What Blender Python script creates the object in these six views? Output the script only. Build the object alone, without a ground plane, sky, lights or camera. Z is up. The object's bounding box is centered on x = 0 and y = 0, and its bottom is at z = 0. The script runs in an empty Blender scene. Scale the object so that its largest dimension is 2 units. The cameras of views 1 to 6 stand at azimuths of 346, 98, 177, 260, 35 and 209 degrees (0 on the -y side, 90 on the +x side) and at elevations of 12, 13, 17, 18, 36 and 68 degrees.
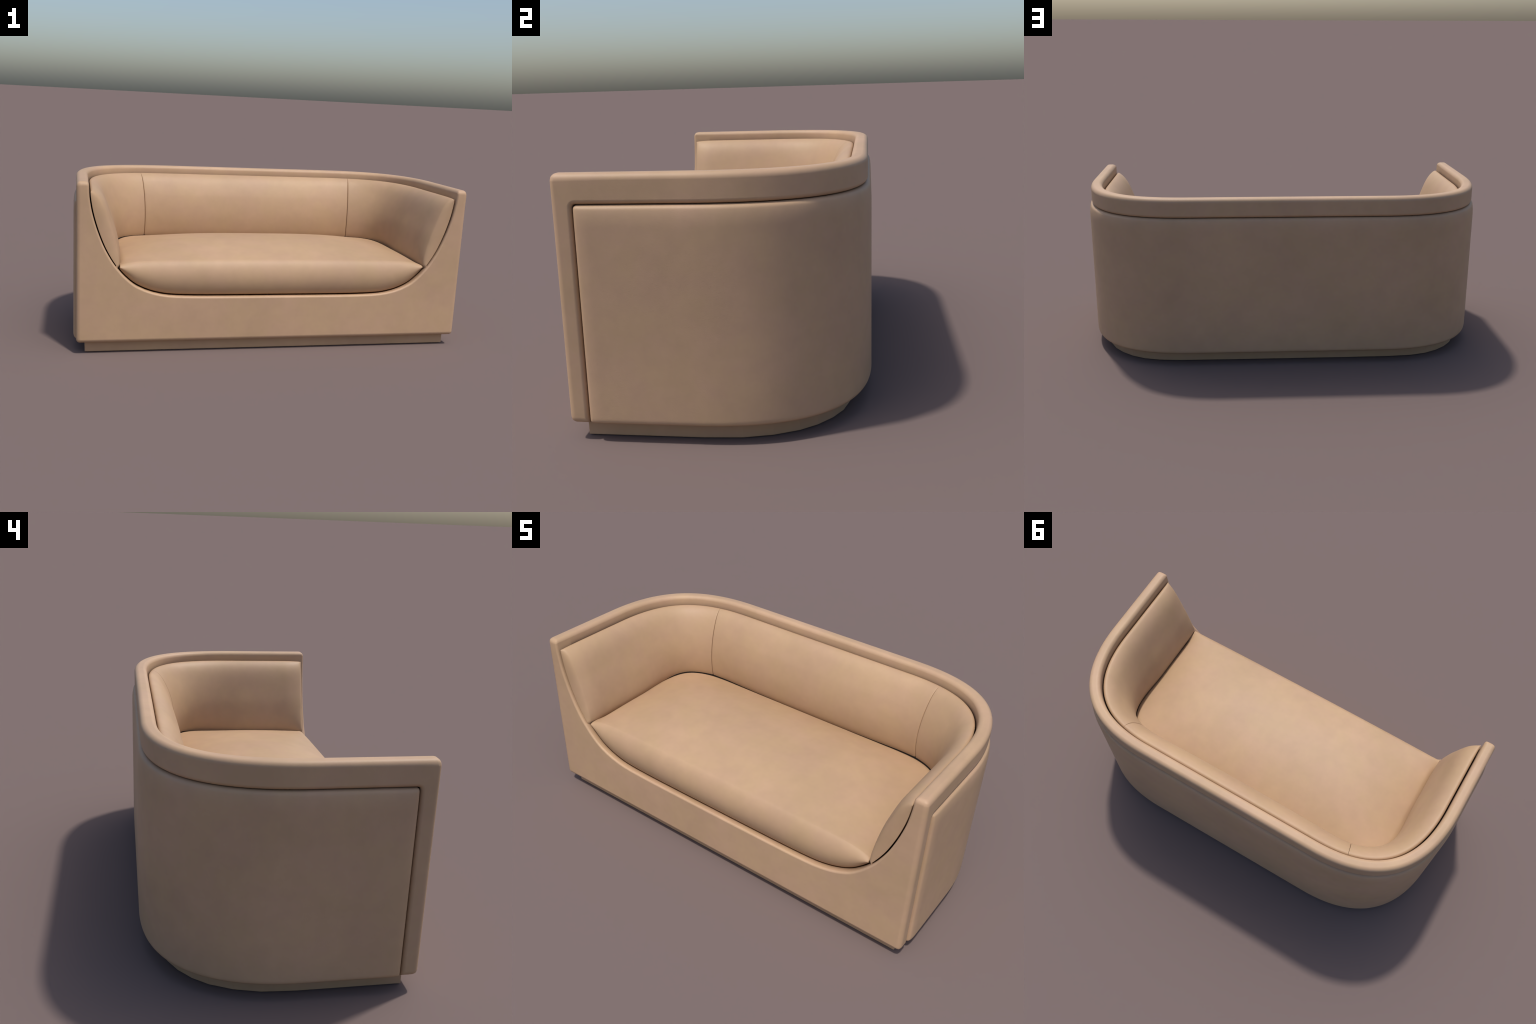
"""Tub sofa in tan leather: U-plan frame with a scooped front, a puffed outer
panel, three-part wrap-round back cushion, one seat cushion, recessed plinth."""
import bpy, bmesh, math
import numpy as np
from mathutils import Vector

# ------------------------------------------------------------------ sizes (m)
W, B, F = 0.9875, 0.4555, -0.468          # frame: half width, back, front
Z0, ZT, ZR = 0.055, 0.835, 0.742        # frame bottom, top, underside of rail
YS = -0.405                             # back of the front slab
RAIL = 0.056                            # rail thickness
LC, KC = 0.515, 0.668                    # corner length and tension in plan


# ------------------------------------------------------------- small helpers
def q(t):
    """quarter-ellipse rise 0..1"""
    t = np.clip(t, 0, 1)
    return np.sqrt(np.maximum(0, 1 - (1 - t) ** 2))


def smooth(t):
    t = np.clip(t, 0, 1)
    return t * t * (3 - 2 * t)


def spline(pts, n):
    """Catmull-Rom through pts, resampled evenly by length"""
    p = np.array(pts, float)
    p = np.vstack([2 * p[0] - p[1], p, 2 * p[-1] - p[-2]])
    out = []
    for i in range(1, len(p) - 2):
        for t in np.linspace(0, 1, 24, endpoint=False):
            a, b, c, d = p[i - 1:i + 3]
            out.append(0.5 * (2 * b + (c - a) * t + (2 * a - 5 * b + 4 * c - d) * t * t
                              + (3 * b - a - 3 * c + d) * t ** 3))
    out.append(p[-2])
    out = np.array(out)
    if n is None:
        return out
    s = np.r_[0, np.cumsum(np.linalg.norm(np.diff(out, axis=0), axis=1))]
    u = np.linspace(0, s[-1], n)
    return np.stack([np.interp(u, s, out[:, k]) for k in range(out.shape[1])], 1)


def bspline(pts, n):
    """clamped uniform cubic B-spline guided by pts, resampled evenly by length"""
    p = np.array(pts, float)
    p = np.vstack([2 * p[0] - p[1], p, 2 * p[-1] - p[-2]])
    out = []
    for i in range(1, len(p) - 2):
        t = np.linspace(0, 1, 24, endpoint=False)[:, None]
        a, b, c, d = p[i - 1:i + 3]
        out.append(((1 - t) ** 3 * a + (3 * t ** 3 - 6 * t * t + 4) * b
                    + (-3 * t ** 3 + 3 * t * t + 3 * t + 1) * c + t ** 3 * d) / 6)
    out = np.vstack(out + [p[-2][None]])
    s = np.r_[0, np.cumsum(np.linalg.norm(np.diff(out, axis=0), axis=1))]
    u = np.linspace(0, s[-1], n)
    return np.stack([np.interp(u, s, out[:, k]) for k in range(2)], 1)


# ---------------------------------------------------- plan path of the frame
def plan_path():
    """right front -> round the back -> left front, as dense points"""
    t = np.linspace(0, 1, 400)[:, None]
    P = np.array([[W, B - LC], [W, B - LC * (1 - KC)], [W - LC * (1 - KC), B], [W - LC, B]])
    c = (1 - t) ** 3 * P[0] + 3 * t * (1 - t) ** 2 * P[1] + 3 * t * t * (1 - t) * P[2] + t ** 3 * P[3]
    right = np.vstack([np.stack([np.full(300, W), np.linspace(F, B - LC, 300, endpoint=False)], 1), c])
    back = np.stack([np.linspace(W - LC, 0, 200)[1:], np.full(199, B)], 1)
    half = np.vstack([right, back])
    other = half[::-1][1:] * [-1, 1]
    return np.vstack([half, other])


PATH = plan_path()
PS = np.r_[0, np.cumsum(np.linalg.norm(np.diff(PATH, axis=0), axis=1))]
LEN = PS[-1]
_t = np.gradient(PATH, PS, axis=0)
_t /= np.linalg.norm(_t, axis=1)[:, None]
INW = np.stack([-_t[:, 1], _t[:, 0]], 1)          # inward normal


def at(s, n):
    """plan point at arc length s, offset n inward"""
    x = np.interp(s, PS, PATH[:, 0]); y = np.interp(s, PS, PATH[:, 1])
    a = np.interp(s, PS, INW[:, 0]); b = np.interp(s, PS, INW[:, 1])
    l = np.hypot(a, b)
    return x + n * a / l, y + n * b / l


# ------------------------------------------ scooped front opening (x, z), half
OPEN = spline([(0.932, 0.835), (0.931, 0.79), (0.921, 0.716), (0.906, 0.653), (0.885, 0.588), (0.857, 0.520),
               (0.820, 0.454), (0.788, 0.412), (0.754, 0.375), (0.710, 0.339), (0.655, 0.312), (0.596, 0.295),
               (0.530, 0.2855), (0.40, 0.281), (0.20, 0.280), (0.0, 0.280)], None)


def open_x(z):
    o = OPEN[::-1]
    k = o[:, 1].argmin()
    o = o[k:]
    return np.interp(z, o[:, 1], o[:, 0])


def open_z(x):
    o = OPEN[::-1]
    return np.interp(np.abs(x), o[:, 0], o[:, 1])


# --------------------------------------------------------------- mesh builder
ROOT = bpy.data.objects.new("sofa", None)
bpy.context.scene.collection.objects.link(ROOT)
ROOT["label"] = "two-seat tub sofa in tan leather, curved back, scooped front"
ROOT["category"] = "sofa"


def add_mesh(name, verts, faces, mat, parent=ROOT):
    me = bpy.data.meshes.new(name)
    me.from_pydata([tuple(map(float, v)) for v in verts], [], faces)
    bm = bmesh.new(); bm.from_mesh(me)
    bmesh.ops.remove_doubles(bm, verts=bm.verts, dist=1e-5)
    bmesh.ops.recalc_face_normals(bm, faces=bm.faces)
    bm.to_mesh(me); bm.free()
    for p in me.polygons:
        p.use_smooth = True
    me.materials.append(mat)
    ob = bpy.data.objects.new(name, me)
    bpy.context.scene.collection.objects.link(ob)
    ob.parent = parent
    return ob


def grid_faces(nr, nc, close_c=False, off=0):
    f = []
    for i in range(nr - 1):
        for j in range(nc if close_c else nc - 1):
            k = (j + 1) % nc
            f.append((off + i * nc + j, off + i * nc + k, off + (i + 1) * nc + k, off + (i + 1) * nc + j))
    return f


# ------------------------------------------------------------------ materials
def leather(name, tone=(0.476, 0.311, 0.191), seed=0.0):
    m = bpy.data.materials.new(name); m.use_nodes = True
    nt = m.node_tree; N = nt.nodes; L = nt.links
    bs = N["Principled BSDF"]
    tc = N.new("ShaderNodeTexCoord")
    mp = N.new("ShaderNodeMapping"); mp.inputs["Location"].default_value = (seed, seed * 0.7, seed * 0.3)
    L.new(tc.outputs["Object"], mp.inputs["Vector"])

    def noise(scale, detail, rough):
        n = N.new("ShaderNodeTexNoise")
        n.inputs["Scale"].default_value = scale
        n.inputs["Detail"].default_value = detail
        n.inputs["Roughness"].default_value = rough
        L.new(mp.outputs["Vector"], n.inputs["Vector"])
        return n

    def ramp(src, lo, hi, p0=0.35, p1=0.65):
        r = N.new("ShaderNodeValToRGB")
        r.color_ramp.elements[0].position = p0; r.color_ramp.elements[1].position = p1
        r.color_ramp.elements[0].color = (*lo, 1); r.color_ramp.elements[1].color = (*hi, 1)
        L.new(src, r.inputs["Fac"]); return r

    c = np.array(tone)
    pink = tuple(c * [1.0, 0.99, 1.015]); yellow = tuple(c * [1.0, 1.01, 0.98])
    hue = ramp(noise(7, 3, 0.55).outputs["Fac"], yellow, pink, 0.38, 0.62)
    mott = ramp(noise(16, 5, 0.6).outputs["Fac"], (0.965,) * 3, (1.03,) * 3, 0.3, 0.7)
    cloud = ramp(noise(2.6, 2, 0.5).outputs["Fac"], (0.935,) * 3, (1.05,) * 3, 0.3, 0.7)

    def mul(a, b):
        x = N.new("ShaderNodeMix"); x.data_type = "RGBA"; x.blend_type = "MULTIPLY"
        x.inputs[0].default_value = 1
        L.new(a, x.inputs[6]); L.new(b, x.inputs[7]); return x.outputs[2]

    base = mul(mul(hue.outputs["Color"], mott.outputs["Color"]), cloud.outputs["Color"])
    L.new(base, bs.inputs["Base Color"])
    bs.inputs["Roughness"].default_value = 0.55
    bs.inputs["Specular IOR Level"].default_value = 0.35
    vo = N.new("ShaderNodeTexVoronoi"); vo.inputs["Scale"].default_value = 260
    L.new(mp.outputs["Vector"], vo.inputs["Vector"])
    add = N.new("ShaderNodeMath"); add.operation = "MULTIPLY_ADD"
    L.new(noise(60, 4, 0.6).outputs["Fac"], add.inputs[0]); add.inputs[1].default_value = 1.2
    L.new(vo.outputs["Distance"], add.inputs[2])
    bp = N.new("ShaderNodeBump"); bp.inputs["Strength"].default_value = 0.03
    bp.inputs["Distance"].default_value = 0.004
    L.new(add.outputs[0], bp.inputs["Height"]); L.new(bp.outputs["Normal"], bs.inputs["Normal"])
    return m


LEATHER = leather("tan_leather")
CUSHION = leather("tan_leather_back_cushion", tone=(0.446, 0.290, 0.172), seed=3.1)
SEAT = leather("tan_leather_seat_cushion", tone=(0.446, 0.290, 0.172), seed=4.4)
CREVICE_SHADOW = bpy.data.materials.new("crevice_shadow_black"); CREVICE_SHADOW.use_nodes = True
_b = CREVICE_SHADOW.node_tree.nodes["Principled BSDF"]
_n = CREVICE_SHADOW.node_tree.nodes.new("ShaderNodeTexNoise"); _n.inputs["Scale"].default_value = 300
_r = CREVICE_SHADOW.node_tree.nodes.new("ShaderNodeValToRGB")
_r.color_ramp.elements[0].color = (0.006, 0.005, 0.004, 1); _r.color_ramp.elements[1].color = (0.016, 0.012, 0.010, 1)  # near-black base colour puts contact shadow into the cushion and panel gaps
CREVICE_SHADOW.node_tree.links.new(_n.outputs["Fac"], _r.inputs["Fac"])
CREVICE_SHADOW.node_tree.links.new(_r.outputs["Color"], _b.inputs["Base Color"])
_b.inputs["Roughness"].default_value = 0.95; _b.inputs["Specular IOR Level"].default_value = 0.1
PLINTH = leather("tan_leather_plinth", tone=(0.445, 0.288, 0.172), seed=6.2)


# ---------------------------------------------------------------------- frame
def build_frame():
    """A four-cornered section (A outer edge, B inner edge, D, C behind) swept as
    one closed loop: bottom bar, corner, pillar, top corner, rail round the back."""
    A, Bc, C, D, tags = [], [], [], [], []

    def put(a, b, c, d, tag=""):
        A.append(a); Bc.append(b); C.append(c); D.append(d); tags.append(tag)

    # bottom bar: opening samples from the centre out to x = 0.70
    xs = np.linspace(0, 0.70, 19)
    for i, x in enumerate(xs):
        xa = W * i / (len(xs) - 1)
        z = float(open_z(x))
        put((xa, F, Z0), (x, F, z), (xa, YS, Z0), (x, YS, z), "corner" if i == len(xs) - 1 else "bottom")
    # pillar
    o = OPEN[::-1]
    seg = [p for p in o if p[0] > 0.70 and p[1] < 0.715]
    seg = np.array(seg)
    s = np.r_[0, np.cumsum(np.linalg.norm(np.diff(seg, axis=0), axis=1))]
    for j in range(1, 25):
        u = s[-1] * j / 24
        x = float(np.interp(u, s, seg[:, 0])); z = float(np.interp(u, s, seg[:, 1]))
        za = Z0 + 0.04 + (0.715 - Z0 - 0.04) * (j - 1) / 23
        put((W, F, za), (x, F, z), (W, YS, za), (x, YS, min(z, 0.715)), "pillar")
    # corner of the side cut-out (small arc) against the square top corner
    r = 0.012; zr = ZR + 0.002
    arc = [(YS + r - r * math.cos(a), zr - r + r * math.sin(a)) for a in np.linspace(0, math.pi / 2, 7)]
    front = [0.742, 0.772, 0.803, ZT, ZT, ZT, ZT]
    yy = [F, F, F, F, F + 0.032, F + 0.062, F + 0.09]
    dz = [0.722, 0.73, 0.737, ZR, ZR, ZR, ZR]
    dy = [YS, YS, YS, YS, YS + 0.006, YS + 0.012, YS + 0.018]
    for j in range(7):
        zb = front[j]
        xb = float(open_x(min(zb, 0.834)))
        xb = W - RAIL if zb == ZT else xb
        put((W, yy[j], front[j]), (xb, yy[j], zb), (W, arc[j][0], arc[j][1]),
            (float(open_x(dz[j])), dy[j], dz[j]), "top_corner" if j == 3 else "pillar" if j < 3 else "rail")
    # rail to the back centre
    s0 = (F + 0.12) - F
    n_in = W - float(open_x(ZR))
    for sv in np.linspace(s0, LEN / 2, 74):
        a = at(sv, 0); b = at(sv, RAIL); d = at(sv, n_in)
        put((*a, ZT), (*b, ZT), (*a, zr), (*d, ZR), "rail")
    n = len(A)
    mir = lambda p: (-p[0], p[1], p[2])
    for lst in (A, Bc, C, D):
        lst.extend([mir(lst[i]) for i in range(n - 2, 0, -1)])
    tags += [tags[i] for i in range(n - 2, 0, -1)]
    m = len(A)
    verts = A + Bc + D + C
    faces = []
    for r_ in range(4):
        for j in range(m):
            jj = (j + 1) % m
            r2 = (r_ + 1) % 4
            faces.append((r_ * m + j, r_ * m + jj, r2 * m + jj, r2 * m + j))
    me = bpy.data.meshes.new("frame")
    me.from_pydata([tuple(map(float, v)) for v in verts], [], faces)
    bm = bmesh.new(); bm.from_mesh(me)
    bmesh.ops.recalc_face_normals(bm, faces=bm.faces)
    wl = bm.edges.layers.float.get("bevel_weight_edge") or bm.edges.layers.float.new("bevel_weight_edge")
    for e in bm.edges:
        a, b = sorted(v.index for v in e.verts)
        ra, rb = a // m, b // m
        ja, jb = a % m, b % m
        w = 0.0
        if ra == rb == 0:
            w = 1.0
        elif ra == rb == 1:
            w = 0.44 if (tags[ja] in ("bottom", "corner", "pillar") or tags[jb] in ("bottom", "corner", "pillar")) else 0.86
        elif ra == rb == 3 and "bottom" not in (tags[ja], tags[jb]):
            w = 0.68
        elif (ra, rb) == (0, 1) and ja == jb and tags[ja] == "top_corner":
            w = 1.0
        elif (ra, rb) == (0, 3) and ja == jb and tags[ja] == "corner":
            w = 1.0
        e[wl] = w
    bm.to_mesh(me); bm.free()
    me.materials.append(LEATHER)
    for p in me.polygons:
        p.use_smooth = True
    ob = bpy.data.objects.new("frame", me)
    bpy.context.scene.collection.objects.link(ob)
    ob.parent = ROOT
    bv = ob.modifiers.new("round_edges", "BEVEL")
    bv.limit_method = "WEIGHT"; bv.width = 0.021; bv.segments = 7; bv.use_clamp_overlap = False
    bv.miter_outer = "MITER_SHARP"
    wn = ob.modifiers.new("normals", "WEIGHTED_NORMAL"); wn.weight = 60; wn.keep_sharp = False
    return ob


# ---------------------------------------------------------------- outer panel
def build_panel():
    sa, sb = (YS + 0.0032) - F, LEN - ((YS + 0.0032) - F)
    za, zb = 0.056, ZR - 0.0004
    R = 0.012

    def spread(n, edge, ne):
        """0..1 parameters, denser at both ends"""
        e = edge * (1 - np.cos(np.linspace(0, np.pi / 2, ne)))
        return np.r_[e, np.linspace(edge, 1 - edge, n)[1:-1], (1 - e)[::-1]]

    us = spread(200, 0.022, 16)
    vs = spread(26, 0.10, 18)
    verts = []
    hs, hz = (sb - sa) / 2, (zb - za) / 2
    for v in vs:
        z = za + v * (zb - za)
        dz = min(z - za, zb - z)
        sh = R - math.sqrt(max(0, R * R - (R - dz) ** 2)) if dz < R else 0.0
        s = sa + sh + us * (sb - sa - 2 * sh)
        # distance to the rounded outline
        qx = np.abs(s - (sa + sb) / 2) - (hs - R); qz = abs(z - (za + zb) / 2) - (hz - R)
        d = -(np.minimum(np.maximum(qx, qz), 0) + np.hypot(np.maximum(qx, 0), max(qz, 0)) - R)
        ds = np.minimum(s - sa, sb - s); dt = zb - z; db = z - za
        soft = q(ds / 0.05) * q(np.full_like(s, dt) / 0.065)
        off = -0.014 + 0.0135 * q(d / 0.012) + 0.0130 * soft * q(np.full_like(s, db) / 0.022)
        x, y = at(s, -off)
        verts += list(zip(x, y, np.full_like(x, z)))
    nc, nr = len(us), len(vs)
    faces = grid_faces(nr, nc)
    # back skin, 30 mm in, closes the panel
    off0 = len(verts)
    ring = ([i for i in range(nc)] + [r_ * nc + nc - 1 for r_ in range(1, nr)]
            + [(nr - 1) * nc + i for i in range(nc - 2, -1, -1)] + [r_ * nc for r_ in range(nr - 2, 0, -1)])
    inner = []
    for i in ring:
        r_, c_ = divmod(i, nc)
        z = verts[i][2]
        dz = min(z - za, zb - z)
        sh = R - math.sqrt(max(0, R * R - (R - dz) ** 2)) if dz < R else 0.0
        s = sa + sh + us[c_] * (sb - sa - 2 * sh)
        x, y = at(s, 0.030)
        inner.append((float(x), float(y), z))
    verts += inner
    m = len(ring)
    for j in range(m):
        k = (j + 1) % m
        faces.append((ring[j], ring[k], off0 + k, off0 + j))
    # strip across the back skin, bottom row to top row
    for c_ in range(nc - 1):
        b0, b1 = c_, c_ + 1
        t0, t1 = nc + (nr - 1) - 1 + (nc - 1 - c_), nc + (nr - 1) - 1 + (nc - 2 - c_)
        if c_ in (0, nc - 2):
            continue
        faces.append((off0 + b0, off0 + b1, off0 + t1, off0 + t0))
    lft = [off0 + nc + (nr - 1) - 1 + (nc - 1) + j for j in range(nr - 1)]
    faces.append([off0 + 1, off0 + 0] + lft[::-1][:nr - 2] + [off0 + nc + nr - 2 + nc - 1, off0 + nc + nr - 2 + nc - 2])
    rgt = [off0 + nc - 2 + j for j in range(nr + 2)]
    faces.append(rgt)
    ob = add_mesh("outer_panel", verts, faces, LEATHER)
    return ob


# ------------------------------------------------------------- back cushion
# inner face of the wrap-round cushion as (inset from the frame, height)
INNER_ARM = bspline([(0.0650, 0.786), (0.0690, 0.7925), (0.081, 0.793), (0.104, 0.780), (0.128, 0.753), (0.150, 0.706),
                    (0.170, 0.648), (0.187, 0.600), (0.200, 0.545), (0.2085, 0.495), (0.2105, 0.460), (0.207, 0.436),
                    (0.200, 0.420), (0.193, 0.408), (0.185, 0.398)], 72)
INNER_BACK = bspline([(0.0650, 0.788), (0.0690, 0.7945), (0.081, 0.7955), (0.1035, 0.783), (0.123, 0.760), (0.139, 0.732),
                     (0.155, 0.697), (0.167, 0.662), (0.176, 0.623), (0.1815, 0.580), (0.182, 0.540), (0.178, 0.495),
                     (0.170, 0.455), (0.155, 0.422), (0.138, 0.398)], 72)


def sections(s, pinch):
    """inner and outer profile of the cushion at arc length s"""
    _, y = at(s, 0)
    x, _ = at(s, 0)
    k = float(smooth((y + 0.12) / 0.50))
    inn = INNER_ARM * (1 - k) + INNER_BACK * k
    swell = 0.011 * k * max(0.0, 1 - (x / 0.64) ** 2) ** 0.8
    thick = np.clip((inn[:, 0] - 0.0605) / 0.10, 0, 1)
    inn[:, 0] += thick * (swell - pinch)
    z = np.linspace(inn[0, 1], inn[-1, 1], len(inn))
    out = np.stack([np.maximum(W - open_x(z) + 0.0065, 0.0650), z], 1)
    out[:, 0] = np.minimum(out[:, 0], np.maximum(np.interp(-z, -inn[:, 1], inn[:, 0]) - 0.02, 0.0650))
    return inn, out


def build_back_part(name, s_a, s_b, cap_a, cap_b):
    """cushion piece from s_a to s_b; a cap is 'end' (rounded front) or 'seam'"""
    loc = []
    L_ = s_b - s_a
    ends = {"end": 0.105, "seam": 0.006}

    def near(kind):
        w = ends[kind]
        k = 34 if kind == "end" else 6
        return w * (1 - np.cos(np.linspace(0, np.pi / 2, k)))

    a, b = near(cap_a), near(cap_b)
    t = np.r_[a, np.linspace(a[-1], L_ - b[-1], 90)[1:-1], (L_ - b)[::-1]]
    verts = []
    m = len(INNER_ARM)
    for tt in t:
        s = s_a + tt
        g = 1.0; pinch = 0.0
        for kind, d in ((cap_a, tt), (cap_b, L_ - tt)):
            w = ends[kind]
            if kind == "end":
                u = min(1.0, d / w)
                g *= 0.50 * float(q(d / 0.017)) + 0.50 * float(q(u))
            else:
                pinch = max(pinch, 0.006 * (1 - float(q(d / w))))
        inn, OUTER = sections(s, pinch)
        sec = OUTER + (inn - OUTER) * max(g, 0.02)
        loop = np.vstack([sec, OUTER[::-1][1:-1]])
        x, y = at(s, loop[:, 0])
        verts += list(zip(x, y, loop[:, 1]))
    nc = 2 * m - 2
    faces = grid_faces(len(t), nc, True)
    last = (len(t) - 1) * nc
    for base in (0, last):                       # end faces
        for i in range(m - 1):
            i2, j2 = i + 1, (nc - i) % nc
            a1 = base + i; b1 = base + i2
            oa = base + (0 if i == 0 else nc - i); ob_ = base + (m - 1 if i2 == m - 1 else nc - i2)
            f = [a1, b1] + ([ob_] if ob_ != b1 else []) + ([oa] if oa not in (a1,) else [])
            if len(set(f)) >= 3:
                faces.append(tuple(f))
    return add_mesh(name, verts, faces, CUSHION)


def seam_s():
    s = np.linspace(0, LEN / 2, 4000)
    x, y = at(s, 0.063)
    ok = y > 0.2
    return float(np.interp(-0.631, -x[ok], s[ok]))


# --------------------------------------------------------------- seat cushion
def build_seat():
    # plan outline (right half) : offset of the frame path
    s = np.linspace(0.03, LEN / 2, 700)
    # the edge tucks a little under the cushion all the way round
    n = []
    for sv in s:
        inn, _ = sections(sv, 0.0)
        low = inn[20:]
        n.append(float(np.interp(-0.443, -low[:, 1], low[:, 0])) - 0.0115)
    n = np.array(n)
    ox, oy = at(s, n)
    o = np.argsort(oy, kind="stable")
    yb = float(oy.max()) - 0.0005
    yf = -0.420
    corner_n = 60
    rows = np.r_[np.linspace(yf, 0.0, 34), np.linspace(0.0, 0.16, 16)[1:], 0.16 + (yb - 0.16) * np.sin(np.linspace(0, np.pi / 2, 30))[1:]]

    def half_w(y):
        w = np.interp(y, oy[:ox.argmin() + 1], ox[:ox.argmin() + 1])
        return w

    pts = np.stack([np.r_[ox, -ox[::-1]], np.r_[oy, oy[::-1]]], 1)
    us = np.sin(np.linspace(-np.pi / 2, np.pi / 2, 121))
    us = 0.55 * us + 0.45 * np.linspace(-1, 1, 121)
    xend = 0.785

    def crest(x):
        t = np.abs(x) / xend
        return 0.4595 - 0.009 * t ** 2.2 - 0.019 * t ** 14

    def top(x, y):
        e = np.array([np.min(np.hypot(pts[:, 0] - a, pts[:, 1] - b)) for a, b in zip(x, y)])
        ax = np.clip(np.abs(x) / 0.775, 0, 1)
        yp = -0.10                                # where the dome is highest
        peak = 0.442 + 0.075 * (1 - ax ** 3.4)
        rear = 0.446
        crown = np.where(y > yp, rear + (peak - rear) * (1 - np.clip(np.maximum(y - yp, 0) / 0.385, 0, 1) ** 2),
                         crest(x) + (peak - crest(x)) * (1 - (np.maximum(yp - y, 0) / (yp - yf)) ** 2))
        return crown - 0.034 * (1 - q(e / 0.038)) * smooth((y - yf) / 0.08)

    verts = []; nc = len(us)
    # front face rows, bottom up
    fr = np.linspace(0, 1, 44) ** 1.6
    xc = us * xend
    zc = crest(xc)
    zb = open_z(xc) + 0.0075
    zb = np.minimum(zb, zc - 0.006)
    hgt = zc - zb
    h = hgt / 0.175
    # front face as an arc: surface normal turns from well up, through level, to slightly down
    u = np.linspace(0, 1, 400)
    ang = np.radians(46 - 80 * u + 22 * np.exp(-u / 0.06))
    fk = np.r_[0, np.cumsum(np.cos(ang))]; fy = np.r_[0, np.cumsum(np.sin(ang))] / fk[-1]
    fk = fk / fk[-1]
    for g in (1.0, 0.5):                         # turn-under, hidden below the bar edge
        verts += list(zip(xc, np.full(nc, yf + 0.05 * g), zb - 0.004 * g + 0.002))
    for k in fr[::-1]:
        z = zc + (zb - zc) * k
        bulge = np.interp(k, fk, fy) * hgt * np.clip(h, 0.05, 1) ** -0.3
        # keep the end corners near the slab face
        bulge = bulge + 0.022 * np.clip(1 - h, 0, 1) ** 2 * np.sin(np.pi * min(1, k + 0.25) * 0.8)
        verts += list(zip(xc, yf - bulge, z))
    for y in rows[1:]:
        w = float(half_w(y))
        # blend from the crest row width into the plan width
        b = smooth((y - yf) / 0.05)
        x = us * (xend + (w - xend) * b)
        yy = np.full(nc, y)
        verts += list(zip(x, yy, top(x, yy)))
    nr = len(verts) // nc
    faces = grid_faces(nr, nc)
    # skirt
    ring = ([r_ * nc for r_ in range(nr)] + [(nr - 1) * nc + c for c in range(1, nc)]
            + [r_ * nc + nc - 1 for r_ in range(nr - 2, -1, -1)])
    off0 = len(verts)
    for i in ring:
        x, y, z = verts[i]
        verts.append((x * 0.992, y - (0.004 if y > 0 else 0), min(z - 0.002, 0.425) if y > yf + 0.02 else z - 0.004))
    off1 = len(verts)
    for i in ring:
        x, y, z = verts[i]
        verts.append((x * 0.90, min(y, 0.2), 0.33 if abs(x) < 0.7 else 0.40))
    m = len(ring)
    for o_a, o_b in ((None, off0), (off0, off1)):
        for j in range(m - 1):
            a0 = ring[j] if o_a is None else o_a + j
            a1 = ring[j + 1] if o_a is None else o_a + j + 1
            faces.append((a0, a1, o_b + j + 1, o_b + j))
    return add_mesh("seat_cushion", verts, faces, SEAT)


# --------------------------------------------------------------------- plinth
def build_plinth():
    half = [(0.946, -0.424), (0.946, -0.05), (0.938, 0.072), (0.913, 0.164), (0.874, 0.243), (0.830, 0.297),
            (0.775, 0.342), (0.712, 0.3755), (0.635, 0.396), (0.52, 0.405), (0.30, 0.407)]
    pts = half + [(-x, y) for x, y in half[::-1]]
    n = len(pts)
    verts = [(x, y, 0.0) for x, y in pts] + [(x, y, 0.075) for x, y in pts]
    faces = [tuple(range(n - 1, -1, -1)), tuple(range(n, 2 * n))] + [(i, (i + 1) % n, n + (i + 1) % n, n + i) for i in range(n)]
    ob = add_mesh("plinth", verts, faces, PLINTH)
    for p in ob.data.polygons:
        p.use_smooth = False
    bv = ob.modifiers.new("round_edges", "BEVEL"); bv.width = 0.003; bv.segments = 2
    bv.limit_method = "ANGLE"; bv.angle_limit = math.radians(50)
    return ob


# ----------------------------------------------------------- hidden inner tub
def build_tub():
    """blackened backing, modelled to draw crevice shade: lining shell behind the cushions and a shadow-black floor plate below them"""
    s = np.linspace(0.075, LEN - 0.075, 160)
    prof = [(0.034, 0.08), (0.034, 0.738), (0.0685, 0.738)] + [(float(W - open_x(z)) - 0.003, z) for z in np.linspace(0.72, 0.30, 24)] + [(0.50, 0.275)]
    verts = []
    for sv in s:
        for n, z in prof:
            n2 = min(n, 0.40)
            x, y = at(sv, n2)
            verts.append((float(x), float(y), z))
    faces = grid_faces(len(s), len(prof))
    add_mesh("gap_shadow", verts, faces, CREVICE_SHADOW)
    w = 0.72
    v = [(-w, YS + 0.002, 0.272), (w, YS + 0.002, 0.272), (w, 0.2, 0.272), (-w, 0.2, 0.272)]
    v += [(x, y, z - 0.03) for x, y, z in v]
    add_mesh("gap_shadow_floor", v, [(0, 1, 2, 3), (7, 6, 5, 4), (0, 4, 5, 1), (1, 5, 6, 2), (2, 6, 7, 3), (3, 7, 4, 0)], CREVICE_SHADOW)


build_frame()
build_panel()
SS = seam_s()
S0 = -0.4535 - F
build_back_part("side_cushion", S0, SS - 0.0008, "end", "seam")
build_back_part("side_cushion.001", LEN - SS + 0.0008, LEN - S0, "seam", "end")
build_back_part("back_cushion", SS + 0.0008, LEN - SS - 0.0008, "seam", "seam")
build_seat()
build_plinth()
build_tub()
